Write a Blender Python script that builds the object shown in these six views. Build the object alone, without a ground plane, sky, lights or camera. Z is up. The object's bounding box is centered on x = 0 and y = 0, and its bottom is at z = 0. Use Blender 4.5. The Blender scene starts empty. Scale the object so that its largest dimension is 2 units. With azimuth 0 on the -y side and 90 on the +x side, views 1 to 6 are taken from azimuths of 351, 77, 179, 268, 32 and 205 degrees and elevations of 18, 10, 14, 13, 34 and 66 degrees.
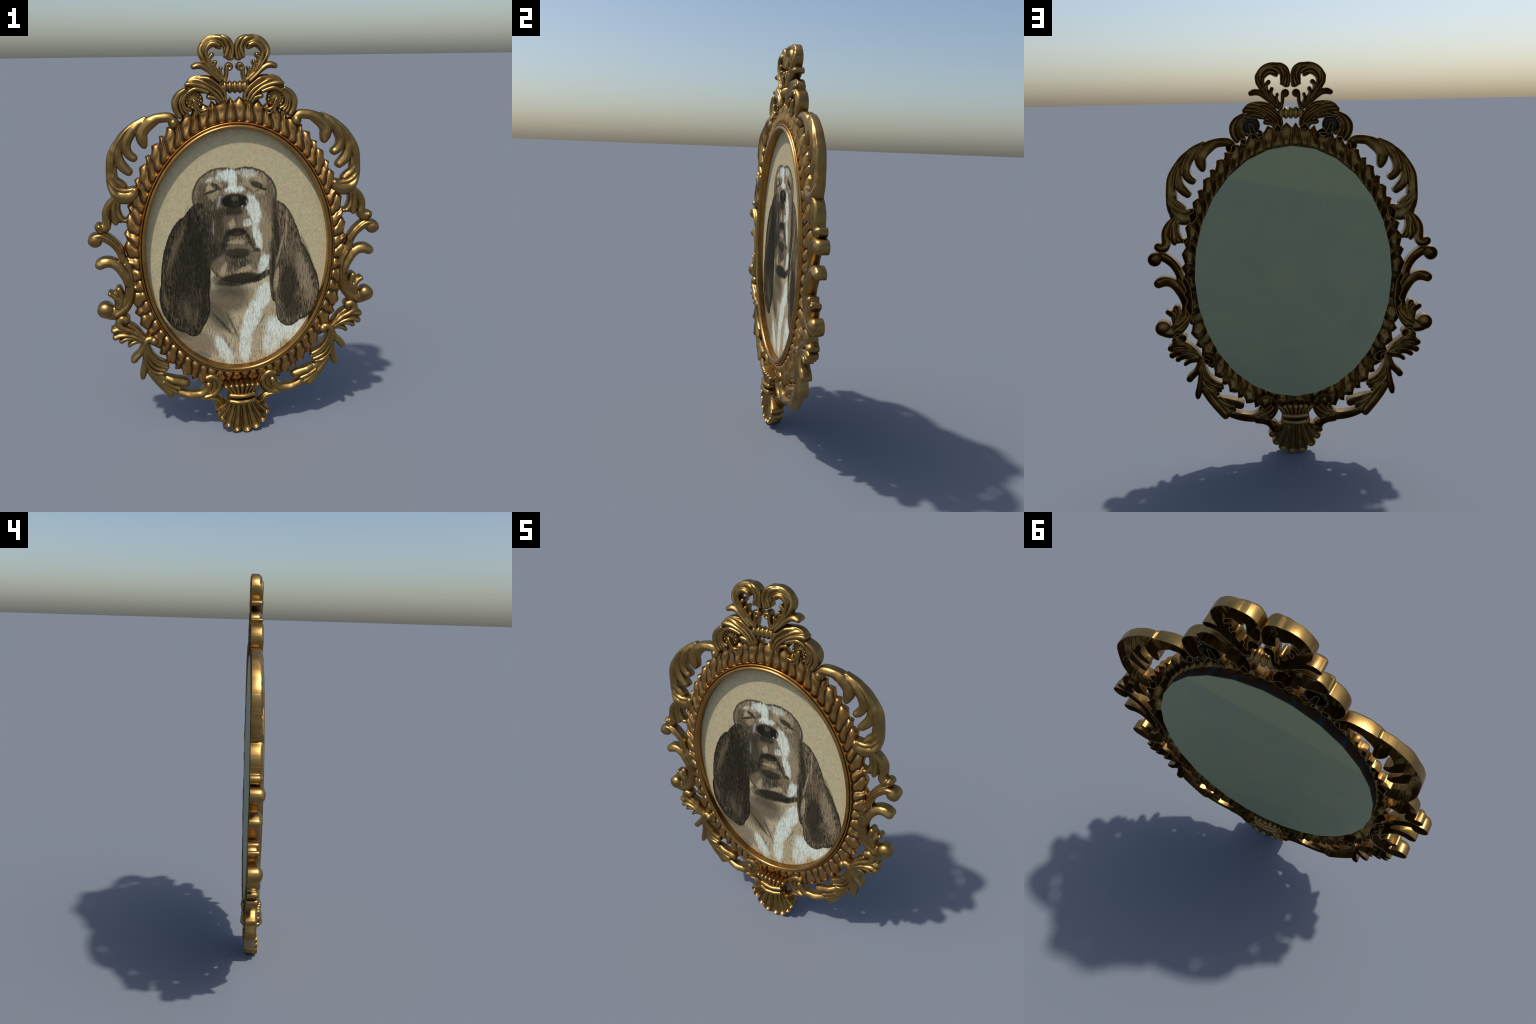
# Oval portrait frame in carved, gilded wood: a recessed drawing of a hound,
# an oval moulding, a ring of gadroons and open scroll ornament around it.
import bpy, bmesh, math, random
import numpy as np
from mathutils import Vector

rng = random.Random(7)
Y_BACK = 0.048            # the back plane of all carved ornament
CELL = 0.0016             # sampling step of the carved relief

# ------------------------------------------------------------------ helpers
def link(obj, parent=None):
    bpy.context.scene.collection.objects.link(obj)
    if parent is not None:
        obj.parent = parent
    return obj


def mesh_from(name, verts, faces, mats, smooth_angle=None, face_mats=None):
    me = bpy.data.meshes.new(name)
    me.from_pydata([tuple(v) for v in verts], [], [tuple(f) for f in faces])
    for m in mats:
        me.materials.append(m)
    if face_mats is not None:
        me.polygons.foreach_set("material_index", np.asarray(face_mats, dtype=np.int32))
    me.polygons.foreach_set("use_smooth", np.ones(len(me.polygons), dtype=bool))
    me.update()
    if smooth_angle:
        me.set_sharp_from_angle(angle=math.radians(smooth_angle))
        # open borders stay crisp when the shell gets its thickness
        loop_edges = np.zeros(len(me.loops), dtype=np.int32)
        me.loops.foreach_get("edge_index", loop_edges)
        border = np.bincount(loop_edges, minlength=len(me.edges)) == 1
        sharp = me.attributes.get("sharp_edge") or me.attributes.new("sharp_edge", "BOOLEAN", "EDGE")
        flags = np.zeros(len(me.edges), dtype=bool)
        sharp.data.foreach_get("value", flags)
        sharp.data.foreach_set("value", flags | border)
    return me


def catmull(points, step):
    """Dense samples of a Catmull-Rom curve through control points."""
    p = np.asarray(points, dtype=float)
    if len(p) == 2:
        ext = np.vstack([2 * p[0] - p[1], p, 2 * p[1] - p[0]])
    else:
        ext = np.vstack([2 * p[0] - p[1], p, 2 * p[-1] - p[-2]])
    out = []
    for i in range(1, len(ext) - 2):
        a, b, c, d = ext[i - 1], ext[i], ext[i + 1], ext[i + 2]
        n = max(2, int(np.linalg.norm((c - b)[:2]) / step) + 1)
        t = np.linspace(0, 1, n, endpoint=False)[:, None]
        out.append(0.5 * (2 * b + (c - a) * t + (2 * a - 5 * b + 4 * c - d) * t ** 2 + (3 * b - a - 3 * c + d) * t ** 3))
    out.append(p[-1:])
    return np.vstack(out)


def smooth_max(a, b, k):
    h = np.clip(k - np.abs(a - b), 0, None) / k
    return np.maximum(a, b) + h * h * k * 0.25


def carve(strokes, cell=CELL):
    """Relief carved as a union of tapering strokes.

    A stroke is (height, rim, [(x, z, half width[, height factor]), ...][, kind]): a lobe swept along a spine,
    'height' above the back plane at its crown and rim*height at its edge.
    Returns grid axes, an inside distance and a height for every grid point."""
    dense = []
    for st in strokes:
        kind = st[3] if len(st) > 3 else "lobe"
        s = catmull(st[2], 0.0012)
        if s.shape[1] == 3:
            s = np.column_stack([s, np.ones(len(s))])
        u = np.linspace(0, 1, len(s))
        if "sinks" in kind:
            s[:, 3] *= 0.74 + 0.26 * np.clip(u / 0.3, 0, 1) ** 0.7
        if "fades" in kind:
            s[:, 3] *= 0.74 + 0.26 * np.clip((1 - u) / 0.3, 0, 1) ** 0.7
        dense.append((st[0], st[1], s, kind))
    lo = np.min([(d[2][:, :2] - d[2][:, 2:3]).min(0) for d in dense], axis=0) - 3 * cell
    hi = np.max([(d[2][:, :2] + d[2][:, 2:3]).max(0) for d in dense], axis=0) + 3 * cell
    xs = np.arange(lo[0], hi[0] + cell, cell)
    zs = np.arange(lo[1], hi[1] + cell, cell)
    inside = np.full((len(xs), len(zs)), -0.02)
    height = np.zeros((len(xs), len(zs)))
    for hgt, rim, s, kind in dense:
        w = np.maximum(s[:, 2], 0.0015)
        m = 0.012
        i0, i1 = np.searchsorted(xs, [(s[:, 0] - w).min() - m, (s[:, 0] + w).max() + m])
        j0, j1 = np.searchsorted(zs, [(s[:, 1] - w).min() - m, (s[:, 1] + w).max() + m])
        gx, gz = np.meshgrid(xs[i0:i1], zs[j0:j1], indexing="ij")
        shape = gx.shape
        gx, gz = gx.ravel(), gz.ravel()
        best_t = np.full(gx.shape, 1e9)
        best_d = np.full(gx.shape, -1.0)
        best_w = np.zeros(gx.shape)
        best_k = np.ones(gx.shape)
        for c in range(0, len(s), 64):
            dd = np.hypot(gx[:, None] - s[None, c:c + 64, 0], gz[:, None] - s[None, c:c + 64, 1])
            t = dd / w[None, c:c + 64]
            k = t.argmin(1)
            tk = t[np.arange(len(k)), k]
            better = tk < best_t
            best_t = np.where(better, tk, best_t)
            best_w = np.where(better, w[c:c + 64][k], best_w)
            best_k = np.where(better, s[c:c + 64, 3][k], best_k)
            best_d = np.maximum(best_d, (w[None, c:c + 64] - dd).max(1))
        t = np.clip(best_t, 0, 1)
        hgt = hgt * best_k
        crown = np.minimum((1 - rim) * hgt, 1.1 * best_w)
        if kind == "scoop":                        # a petal with a raised lip around a hollow
            prof = np.where(t > 0.74, (np.clip(1 - ((t - 0.74) / 0.26) ** 2, 0, 1)) ** 0.6, 0.04 + 0.96 * (t / 0.74) ** 3.2)
            crown = (1 - rim) * hgt
        else:
            prof = (1 - t ** 2) ** 0.6
            if "ridged" in kind:                   # a crest line along the lobe
                prof = 0.62 * prof + 0.38 * (1 - t) ** 0.9
        h = hgt - crown * (1 - prof)
        h = np.where(best_t < 1.0, h, h - 0.03 * np.clip(best_t - 1, 0, 1))
        old = height[i0:i1, j0:j1]
        here = best_d.reshape(shape) > -1.2 * cell
        hh = h.reshape(shape)
        height[i0:i1, j0:j1] = np.where(here, np.where(old > 0, smooth_max(old, hh, 0.0022), hh), old)
        inside[i0:i1, j0:j1] = np.maximum(inside[i0:i1, j0:j1], best_d.reshape(shape))
    return xs, zs, inside, height


def relief_mesh(name, strokes, mats, y_back=Y_BACK, cell=CELL, wobble=0.0006, both_sides=False):
    """Marching squares over the carved field: a front surface plus walls back to y_back."""
    xs, zs, f, h = carve(strokes, cell)
    nx, nz = f.shape
    ins = f > 0
    node = -np.ones((nx, nz), dtype=int)
    gx, gz = np.meshgrid(xs, zs, indexing="ij")
    # slow unevenness of hand carving
    h = h + wobble * (np.sin(gx * 95 + 3 * np.sin(gz * 40)) + np.sin(gz * 85 + 2 * np.sin(gx * 50)))
    node[ins] = np.arange(ins.sum())
    verts = [np.stack([gx[ins], y_back - h[ins], gz[ins]], 1)]
    count = int(ins.sum())

    def crossings(axis):
        nonlocal count
        a, b = (f[:-1], f[1:]) if axis == 0 else (f[:, :-1], f[:, 1:])
        cross = (a > 0) != (b > 0)
        ids = -np.ones(cross.shape, dtype=int)
        ids[cross] = count + np.arange(cross.sum())
        i, j = np.nonzero(cross)
        i2, j2 = (i + 1, j) if axis == 0 else (i, j + 1)
        u = f[i, j] / (f[i, j] - f[i2, j2])
        u = np.clip(u, 0.06, 0.94)
        hi_, hj_ = h[i, j], h[i2, j2]
        hin = np.where(f[i, j] > 0, hi_, hj_)
        hout = np.where(f[i, j] > 0, hj_, hi_)
        frac = np.where(f[i, j] > 0, u, 1 - u)
        hh = np.where(hout > 0.004, hin + (hout - hin) * frac, hin)
        verts.append(np.stack([xs[i] + (xs[i2] - xs[i]) * u, y_back - hh, zs[j] + (zs[j2] - zs[j]) * u], 1))
        count += len(i)
        return ids

    eh = crossings(0)   # edges along x, indexed [i, j] between i and i+1
    ev = crossings(1)   # edges along z
    # corners of a cell, counter-clockwise in (x, z): 00, 10, 11, 01
    code = ins[:-1, :-1] * 1 + ins[1:, :-1] * 2 + ins[1:, 1:] * 4 + ins[:-1, 1:] * 8
    c = [node[:-1, :-1], node[1:, :-1], node[1:, 1:], node[:-1, 1:]]
    e = [eh[:, :-1], ev[1:, :], eh[:, 1:], ev[:-1, :]]
    faces, rim = [], []
    table = {1: ["c0 e0 e3"], 2: ["c1 e1 e0"], 4: ["c2 e2 e1"], 8: ["c3 e3 e2"],
             3: ["c0 c1 e1 e3"], 6: ["c1 c2 e2 e0"], 12: ["c2 c3 e3 e1"], 9: ["c3 c0 e0 e2"],
             7: ["c0 c1 c2 e2 e3"], 14: ["c1 c2 c3 e3 e0"], 13: ["c2 c3 c0 e0 e1"], 11: ["c3 c0 c1 e1 e2"],
             5: ["c0 e0 e3", "c2 e2 e1"], 10: ["c1 e1 e0", "c3 e3 e2"], 15: ["c0 c1 c2 c3"]}
    for k, polys in table.items():
        sel = code == k
        if not sel.any():
            continue
        for poly in polys:
            cols = [(c if t[0] == "c" else e)[int(t[1])][sel] for t in poly.split()]
            faces.extend(np.stack(cols, 1).tolist())
            toks = poly.split()
            for q in range(len(toks)):
                if toks[q][0] == "e" and toks[(q + 1) % len(toks)][0] == "e":
                    rim.extend(np.stack([cols[q], cols[(q + 1) % len(toks)]], 1).tolist())
    V = np.vstack(verts)
    # walls: two rings below the rim so that the shoulder stays round
    ring = sorted({v for r in rim for v in r})
    back = {v: len(V) + n for n, v in enumerate(ring)}
    bottom = V[ring].copy()
    bottom[:, 1] = y_back
    V = np.vstack([V, bottom])
    for a, b in rim:
        faces.append((b, a, back[a], back[b]))
    if both_sides:           # carved in the round: the same relief on the back
        n = len(V)
        W = V.copy()
        W[:, 1] = 2 * y_back - W[:, 1]
        V = np.vstack([V, W])
        faces = faces + [tuple(q + n for q in f[::-1]) for f in faces]
    me = mesh_from(name, V, faces, mats, smooth_angle=62)
    if both_sides:
        bm = bmesh.new()
        bm.from_mesh(me)
        bmesh.ops.remove_doubles(bm, verts=bm.verts, dist=1e-6)
        bm.to_mesh(me)
        bm.free()
    return me


def add_shell(obj, thickness=0.0022):
    m = obj.modifiers.new("shell", "SOLIDIFY")
    m.thickness = thickness
    m.offset = -1.0
    if BACK_GOLD.name not in obj.data.materials:
        obj.data.materials.append(BACK_GOLD)
    m.material_offset = len(obj.data.materials) - 1      # a darker gold paints cavity shade on the hollow side
    return obj


def pair(name, me, parent, shell=True):
    """The right-hand piece and its mirror image, sharing one mesh."""
    out = []
    for side in (1, -1):
        ob = bpy.data.objects.new(name, me)
        ob.scale.x = side
        link(ob, parent)
        if shell:
            add_shell(ob)
        out.append(ob)
    return out

# ------------------------------------------------------------------ materials
def new_mat(name):
    m = bpy.data.materials.new(name)
    m.use_nodes = True
    nt = m.node_tree
    bsdf = nt.nodes["Principled BSDF"]
    return m, nt, bsdf


def gilt(name, light, base, dark, rough=0.32, scale=1.0, tarnish=0.5):
    """Old gold leaf: warm metal, mottled, with tarnished patches and fine scuffs."""
    m, nt, b = new_mat(name)
    N, L = nt.nodes, nt.links
    tc = N.new("ShaderNodeTexCoord")
    n1 = N.new("ShaderNodeTexNoise"); n1.inputs["Scale"].default_value = 14 * scale; n1.inputs["Detail"].default_value = 5
    n2 = N.new("ShaderNodeTexNoise"); n2.inputs["Scale"].default_value = 46 * scale; n2.inputs["Detail"].default_value = 6; n2.inputs["Roughness"].default_value = 0.65
    n3 = N.new("ShaderNodeTexNoise"); n3.inputs["Scale"].default_value = 7 * scale; n3.inputs["Detail"].default_value = 7; n3.inputs["Roughness"].default_value = 0.7
    for n in (n1, n2, n3):
        L.new(tc.outputs["Object"], n.inputs["Vector"])
    r1 = N.new("ShaderNodeValToRGB")
    r1.color_ramp.elements[0].position = 0.35; r1.color_ramp.elements[0].color = (*base, 1)
    r1.color_ramp.elements[1].position = 0.68; r1.color_ramp.elements[1].color = (*light, 1)
    L.new(n1.outputs["Fac"], r1.inputs["Fac"])
    mr = N.new("ShaderNodeMapRange"); mr.interpolation_type = "SMOOTHSTEP"
    mr.inputs["From Min"].default_value = 0.58; mr.inputs["From Max"].default_value = 0.74
    mr.inputs["To Max"].default_value = tarnish
    L.new(n3.outputs["Fac"], mr.inputs["Value"])
    mix = N.new("ShaderNodeMix"); mix.data_type = "RGBA"
    mix.inputs["B"].default_value = (*dark, 1)
    L.new(mr.outputs["Result"], mix.inputs["Factor"]); L.new(r1.outputs["Color"], mix.inputs["A"])
    L.new(mix.outputs["Result"], b.inputs["Base Color"])
    b.inputs["Metallic"].default_value = 1.0
    rr = N.new("ShaderNodeMapRange")
    rr.inputs["To Min"].default_value = rough - 0.07; rr.inputs["To Max"].default_value = rough + 0.12
    L.new(n2.outputs["Fac"], rr.inputs["Value"]); L.new(rr.outputs["Result"], b.inputs["Roughness"])
    bump = N.new("ShaderNodeBump"); bump.inputs["Strength"].default_value = 0.12; bump.inputs["Distance"].default_value = 0.002
    L.new(n2.outputs["Fac"], bump.inputs["Height"]); L.new(bump.outputs["Normal"], b.inputs["Normal"])
    return m


def plain(name, a, b_, scale, rough, metallic=0.0, stretch=(1, 1, 1), detail=6):
    m, nt, b = new_mat(name)
    N, L = nt.nodes, nt.links
    tc = N.new("ShaderNodeTexCoord"); mp = N.new("ShaderNodeMapping"); mp.inputs["Scale"].default_value = stretch
    n = N.new("ShaderNodeTexNoise"); n.inputs["Scale"].default_value = scale; n.inputs["Detail"].default_value = detail
    L.new(tc.outputs["Object"], mp.inputs["Vector"]); L.new(mp.outputs["Vector"], n.inputs["Vector"])
    r = N.new("ShaderNodeValToRGB")
    r.color_ramp.elements[0].position = 0.32; r.color_ramp.elements[0].color = (*a, 1)
    r.color_ramp.elements[1].position = 0.70; r.color_ramp.elements[1].color = (*b_, 1)
    L.new(n.outputs["Fac"], r.inputs["Fac"]); L.new(r.outputs["Color"], b.inputs["Base Color"])
    b.inputs["Roughness"].default_value = rough
    b.inputs["Metallic"].default_value = metallic
    return m


GOLD = gilt("aged_gold_leaf", (0.36, 0.222, 0.074), (0.245, 0.148, 0.047), (0.10, 0.068, 0.022), rough=0.34)
COPPER_GOLD = gilt("reddish_gold_leaf", (0.44, 0.250, 0.080), (0.33, 0.175, 0.050), (0.20, 0.115, 0.025), rough=0.32, scale=1.6, tarnish=0.35)
RING_GOLD = gilt("burnished_gold_leaf", (0.42, 0.235, 0.072), (0.33, 0.172, 0.047), (0.22, 0.13, 0.02), rough=0.27, tarnish=0.3)
DARK_BROWN = plain("dark_brown", (0.026, 0.015, 0.009), (0.060, 0.036, 0.022), 60, 0.65, 0.0)  # rosette dish colour; on the gadroons it paints in crevice shade
BACK_GOLD = plain("shaded_back_gold", (0.17, 0.100, 0.030), (0.31, 0.190, 0.060), 25, 0.40, 1.0)  # darker gold with the shade of the hollow backs in its colour


def backing_paper():
    """Grey-green paper, cloudy, with a slanting fold near the top and an olive cast above it."""
    m, nt, b = new_mat("backing_paper")
    N, L = nt.nodes, nt.links
    tc = N.new("ShaderNodeTexCoord")
    cols = []
    for scale, c0, c1, lo, hi in ((9, (0.235, 0.27, 0.155), (0.275, 0.295, 0.165), 0.36, 0.64), (3.5, (0.235, 0.275, 0.17), (0.275, 0.295, 0.155), 0.4, 0.6)):
        n = N.new("ShaderNodeTexNoise"); n.inputs["Scale"].default_value = scale; n.inputs["Detail"].default_value = 5
        L.new(tc.outputs["Object"], n.inputs["Vector"])
        r = N.new("ShaderNodeValToRGB")
        r.color_ramp.elements[0].position = lo; r.color_ramp.elements[0].color = (*c0, 1)
        r.color_ramp.elements[1].position = hi; r.color_ramp.elements[1].color = (*c1, 1)
        L.new(n.outputs["Fac"], r.inputs["Fac"]); cols.append(r.outputs["Color"])
    mix = N.new("ShaderNodeMix"); mix.data_type = "RGBA"; mix.inputs["Factor"].default_value = 0.5
    L.new(cols[0], mix.inputs["A"]); L.new(cols[1], mix.inputs["B"])
    # distance above the fold, which runs from (0.313, 1.471) to (-0.378, 1.350)
    dot = N.new("ShaderNodeVectorMath"); dot.operation = "DOT_PRODUCT"; dot.inputs[1].default_value = (-0.1725, 0, 0.985)
    L.new(tc.outputs["Object"], dot.inputs[0])
    above = N.new("ShaderNodeMapRange"); above.interpolation_type = "SMOOTHSTEP"
    above.inputs["From Min"].default_value = 1.385; above.inputs["From Max"].default_value = 1.415; above.inputs["To Max"].default_value = 0.8
    L.new(dot.outputs["Value"], above.inputs["Value"])
    tint = N.new("ShaderNodeMix"); tint.data_type = "RGBA"; tint.inputs["B"].default_value = (0.32, 0.335, 0.17, 1)
    L.new(above.outputs["Result"], tint.inputs["Factor"]); L.new(mix.outputs["Result"], tint.inputs["A"])
    L.new(tint.outputs["Result"], b.inputs["Base Color"])
    b.inputs["Roughness"].default_value = 0.5
    return m


SLATE = backing_paper()
EDGE_SLATE = plain("slate_stripe", (0.030, 0.042, 0.050), (0.045, 0.060, 0.066), 30, 0.7)
EDGE_WOOD = plain("stained_wood", (0.045, 0.022, 0.012), (0.075, 0.036, 0.018), 30, 0.6)

DOG_OUTLINES = {
    'near_ear': [(-0.217, 1.181, 0.0321, 0.0763, 38), (-0.239, 1.092, 0.0472, 0.1060, 24), (-0.286, 0.938, 0.0887, 0.2429, 10), (-0.271, 0.746, 0.1220, 0.1746, -12), (-0.203, 0.875, 0.0622, 0.2469, 2), (-0.240, 0.653, 0.0598, 0.0999, -5)],
    'far_ear': [(0.199, 1.068, 0.0282, 0.1677, -6), (0.178, 0.887, 0.0229, 0.1735, 0), (0.222, 1.166, 0.0315, 0.0817, -28), (0.251, 1.065, 0.0531, 0.1756, -18), (0.313, 0.878, 0.0690, 0.1981, -18), (0.292, 0.782, 0.1210, 0.1779, -6), (0.263, 0.684, 0.0736, 0.1095, 8), (0.212, 0.862, 0.0432, 0.1978, 0)],
    'head': [(-0.071, 1.270, 0.1454, 0.1380, -15), (0.048, 1.272, 0.1471, 0.1352, 15), (-0.016, 1.136, 0.2073, 0.2293, 0), (0.008, 0.964, 0.1581, 0.1397, 0)],
    'body': [(-0.087, 0.563, 0.3062, 0.2390, 8), (0.190, 0.501, 0.2476, 0.2115, -20), (0.002, 0.696, 0.1658, 0.1706, 0)],
}
DOG_TONES = [
    ('near neck shade', 'umber', -0.054, 0.745, 0.1211, 0.0836, 10, 0.60, 0.85),
    ('near neck shade', 'brown', -0.113, 0.658, 0.0784, 0.1160, -30, 0.60, 0.80),
    ('near neck shade', 'umber', -0.113, 0.658, 0.0427, 0.1004, -35, 0.50, 0.70),
    ('shoulder', 'brown', -0.245, 0.537, 0.1571, 0.0783, 30, 0.50, 0.80),
    ('shoulder', 'umber', -0.313, 0.590, 0.0774, 0.0385, 30, 0.60, 0.60),
    ('far neck', 'tan', 0.154, 0.677, 0.0437, 0.0934, 10, 0.50, 0.70),
    ('crease', 'char', -0.086, 0.610, 0.0100, 0.0935, -38, 0.60, 0.90),
    ('crease', 'char', -0.036, 0.598, 0.0072, 0.0939, -22, 0.60, 0.80),
    ('crease', 'umber', -0.060, 0.483, 0.0087, 0.0798, -20, 0.60, 0.60),
    ('crease', 'umber', 0.109, 0.610, 0.0058, 0.0627, 30, 0.60, 0.70),
    ('throat white', 'white', 0.122, 0.748, 0.0447, 0.0804, 22, 0.35, 0.95),
    ('throat white', 'white', 0.066, 0.637, 0.0449, 0.1016, 15, 0.40, 0.95),
    ('throat white', 'white', 0.028, 0.491, 0.0329, 0.1204, 2, 0.40, 0.90),
    ('chest white', 'white', -0.082, 0.461, 0.0349, 0.0962, -28, 0.40, 0.90),
    ('chest white', 'white', 0.227, 0.562, 0.1116, 0.0596, 28, 0.40, 0.92),
    ('chest white', 'white', 0.167, 0.503, 0.0519, 0.0965, 10, 0.45, 0.80),
    ('chest white', 'white', 0.301, 0.580, 0.0597, 0.0476, -10, 0.50, 0.80),
    ('chest tan', 'tan', 0.086, 0.486, 0.0258, 0.0965, 8, 0.50, 0.70),
    ('ear root', 'umber', -0.206, 1.160, 0.0470, 0.0907, 20, 0.60, 0.90),
    ('ear root', 'umber', 0.212, 1.181, 0.0419, 0.0850, -25, 0.60, 0.80),
    ('face tone', 'umber', -0.019, 1.037, 0.1671, 0.1966, 0, 0.80, 0.55),
    ('face tone', 'brown', -0.014, 1.268, 0.1771, 0.1175, 0, 0.80, 0.35),
    ('cheek shade', 'umber', -0.146, 1.143, 0.0847, 0.1626, 8, 0.50, 1.00),
    ('cheek shade', 'char', -0.167, 1.116, 0.0406, 0.1202, 10, 0.70, 0.80),
    ('cheek shade', 'char', -0.160, 1.017, 0.0582, 0.1519, -8, 0.55, 0.90),
    ('cheek shade', 'umber', -0.101, 1.056, 0.0411, 0.1293, 0, 0.60, 0.70),
    ('forehead shade', 'brown', -0.098, 1.353, 0.1001, 0.0470, -30, 0.70, 0.50),
    ('forehead shade', 'umber', 0.177, 1.259, 0.0276, 0.0835, -20, 0.60, 0.70),
    ('far cheek', 'brown', 0.156, 1.099, 0.0560, 0.2032, -6, 0.60, 0.80),
    ('far cheek', 'umber', 0.191, 1.054, 0.0176, 0.1829, -4, 0.50, 0.80),
    ('muzzle', 'umber', -0.065, 1.111, 0.0616, 0.1209, 6, 0.50, 0.85),
    ('muzzle', 'char', -0.077, 1.174, 0.0407, 0.0418, 10, 0.60, 0.60),
    ('muzzle', 'brown', 0.010, 1.107, 0.0759, 0.0998, 0, 0.60, 0.60),
    ('muzzle far side', 'tan', 0.114, 1.101, 0.0558, 0.1440, -12, 0.50, 0.50),
    ('brow shade', 'umber', -0.154, 1.274, 0.0400, 0.0614, 15, 0.60, 0.70),
    ('brow shade', 'brown', 0.143, 1.309, 0.0274, 0.0618, -20, 0.60, 0.70),
    ('brow', 'tan', -0.120, 1.313, 0.0500, 0.0406, -15, 0.50, 0.80),
    ('brow', 'tan', 0.082, 1.339, 0.0611, 0.0408, 12, 0.50, 0.75),
    ('temple', 'umber', -0.173, 1.302, 0.0265, 0.0610, 25, 0.60, 0.60),
    ('blaze', 'white', -0.051, 1.371, 0.0568, 0.0281, -12, 0.45, 0.95),
    ('blaze', 'white', 0.049, 1.377, 0.0472, 0.0215, 10, 0.50, 0.60),
    ('blaze', 'white', -0.019, 1.346, 0.0215, 0.0575, 0, 0.40, 0.90),
    ('blaze', 'white', -0.013, 1.302, 0.0506, 0.0190, 0, 0.40, 0.95),
    ('blaze', 'white', -0.132, 1.351, 0.0265, 0.0094, -30, 0.50, 0.70),
    ('brow fold', 'brown', 0.015, 1.361, 0.0107, 0.0371, 25, 0.60, 0.70),
    ('brow fold', 'brown', -0.072, 1.345, 0.0093, 0.0404, -30, 0.60, 0.60),
    ('muzzle white', 'white', 0.079, 1.201, 0.0330, 0.0841, -16, 0.35, 0.97),
    ('muzzle white', 'white', 0.045, 1.133, 0.0248, 0.0226, 10, 0.40, 0.85),
    ('muzzle white', 'white', 0.096, 1.067, 0.0209, 0.0755, -14, 0.40, 0.92),
    ('muzzle white', 'white', 0.119, 0.913, 0.0227, 0.0630, 12, 0.40, 0.92),
    ('muzzle white', 'white', 0.146, 0.926, 0.0170, 0.0443, 0, 0.40, 0.80),
    ('muzzle light', 'lilac', -0.088, 1.244, 0.0087, 0.0378, 14, 0.50, 0.55),
    ('muzzle light', 'lilac', -0.118, 1.114, 0.0041, 0.0422, 2, 0.50, 0.50),
    ('eye', 'char', -0.100, 1.318, 0.0320, 0.0135, 35, 0.40, 0.95),
    ('eye', 'char', -0.127, 1.293, 0.0387, 0.0074, -18, 0.40, 0.95),
    ('eye', 'char', -0.150, 1.314, 0.0080, 0.0270, 20, 0.50, 0.70),
    ('lid', 'tan', -0.130, 1.312, 0.0226, 0.0094, -12, 0.40, 0.80),
    ('lid', 'tan', -0.118, 1.266, 0.0241, 0.0123, -10, 0.50, 0.80),
    ('eye', 'char', 0.096, 1.319, 0.0354, 0.0163, 18, 0.40, 0.95),
    ('eye', 'char', 0.126, 1.299, 0.0232, 0.0068, 18, 0.40, 0.95),
    ('lid', 'tan', 0.116, 1.279, 0.0274, 0.0096, 8, 0.50, 0.70),
    ('eye', 'umber', 0.076, 1.335, 0.0203, 0.0136, 40, 0.50, 0.70),
    ('nose rim', 'tan', -0.011, 1.276, 0.0541, 0.0096, 0, 0.50, 0.70),
    ('nose', 'black', -0.011, 1.246, 0.0693, 0.0386, 0, 0.22, 1.00),
    ('nose', 'char', -0.015, 1.196, 0.0477, 0.0313, 0, 0.40, 0.90),
    ('nose bridge', 'brown', -0.011, 1.257, 0.0176, 0.0137, 0, 0.50, 0.70),
    ('nostril', 'black', -0.049, 1.241, 0.0230, 0.0275, 10, 0.30, 0.95),
    ('nostril', 'black', 0.032, 1.240, 0.0245, 0.0276, -10, 0.30, 0.95),
    ('nose light', 'tan', 0.047, 1.236, 0.0061, 0.0152, -10, 0.50, 0.60),
    ('nose light', 'white', 0.026, 1.219, 0.0055, 0.0035, 0, 0.50, 0.80),
    ('upper lip', 'brown', -0.016, 1.150, 0.0651, 0.0316, 0, 0.50, 0.80),
    ('upper lip', 'tan', -0.027, 1.126, 0.0192, 0.0253, 15, 0.40, 0.80),
    ('lip line', 'umber', -0.006, 1.150, 0.0041, 0.0351, 0, 0.50, 0.80),
    ('mouth', 'black', -0.004, 1.090, 0.0510, 0.0227, 0, 0.30, 1.00),
    ('mouth', 'char', -0.060, 1.047, 0.0179, 0.0681, 14, 0.50, 1.00),
    ('mouth', 'char', 0.059, 1.044, 0.0118, 0.0634, -26, 0.50, 1.00),
    ('mouth', 'char', 0.093, 0.993, 0.0211, 0.0116, 0, 0.40, 0.90),
    ('tongue', 'umber', -0.001, 1.079, 0.0276, 0.0128, 0, 0.50, 0.80),
    ('lower lip', 'tan', -0.008, 1.040, 0.0471, 0.0143, 0, 0.40, 0.80),
    ('lower lip', 'brown', -0.005, 1.015, 0.0556, 0.0144, 0, 0.50, 0.80),
    ('chin', 'char', -0.003, 0.982, 0.0733, 0.0290, 0, 0.40, 0.90),
    ('chin', 'char', -0.003, 0.935, 0.0701, 0.0439, 0, 0.60, 0.80),
    ('near jowl', 'char', -0.109, 0.999, 0.0413, 0.0577, 30, 0.50, 0.85),
    ('jowl', 'brown', -0.108, 0.920, 0.0312, 0.0586, 25, 0.50, 0.70),
    ('jowl', 'tan', -0.078, 0.896, 0.0153, 0.0478, 25, 0.45, 0.80),
    ('jaw', 'tan', 0.034, 0.896, 0.0529, 0.0162, -16, 0.40, 0.90),
    ('jaw', 'tan', 0.091, 0.870, 0.0213, 0.0335, 20, 0.50, 0.70),
    ('jowl', 'brown', 0.081, 0.945, 0.0282, 0.0662, -10, 0.50, 0.60),
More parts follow.
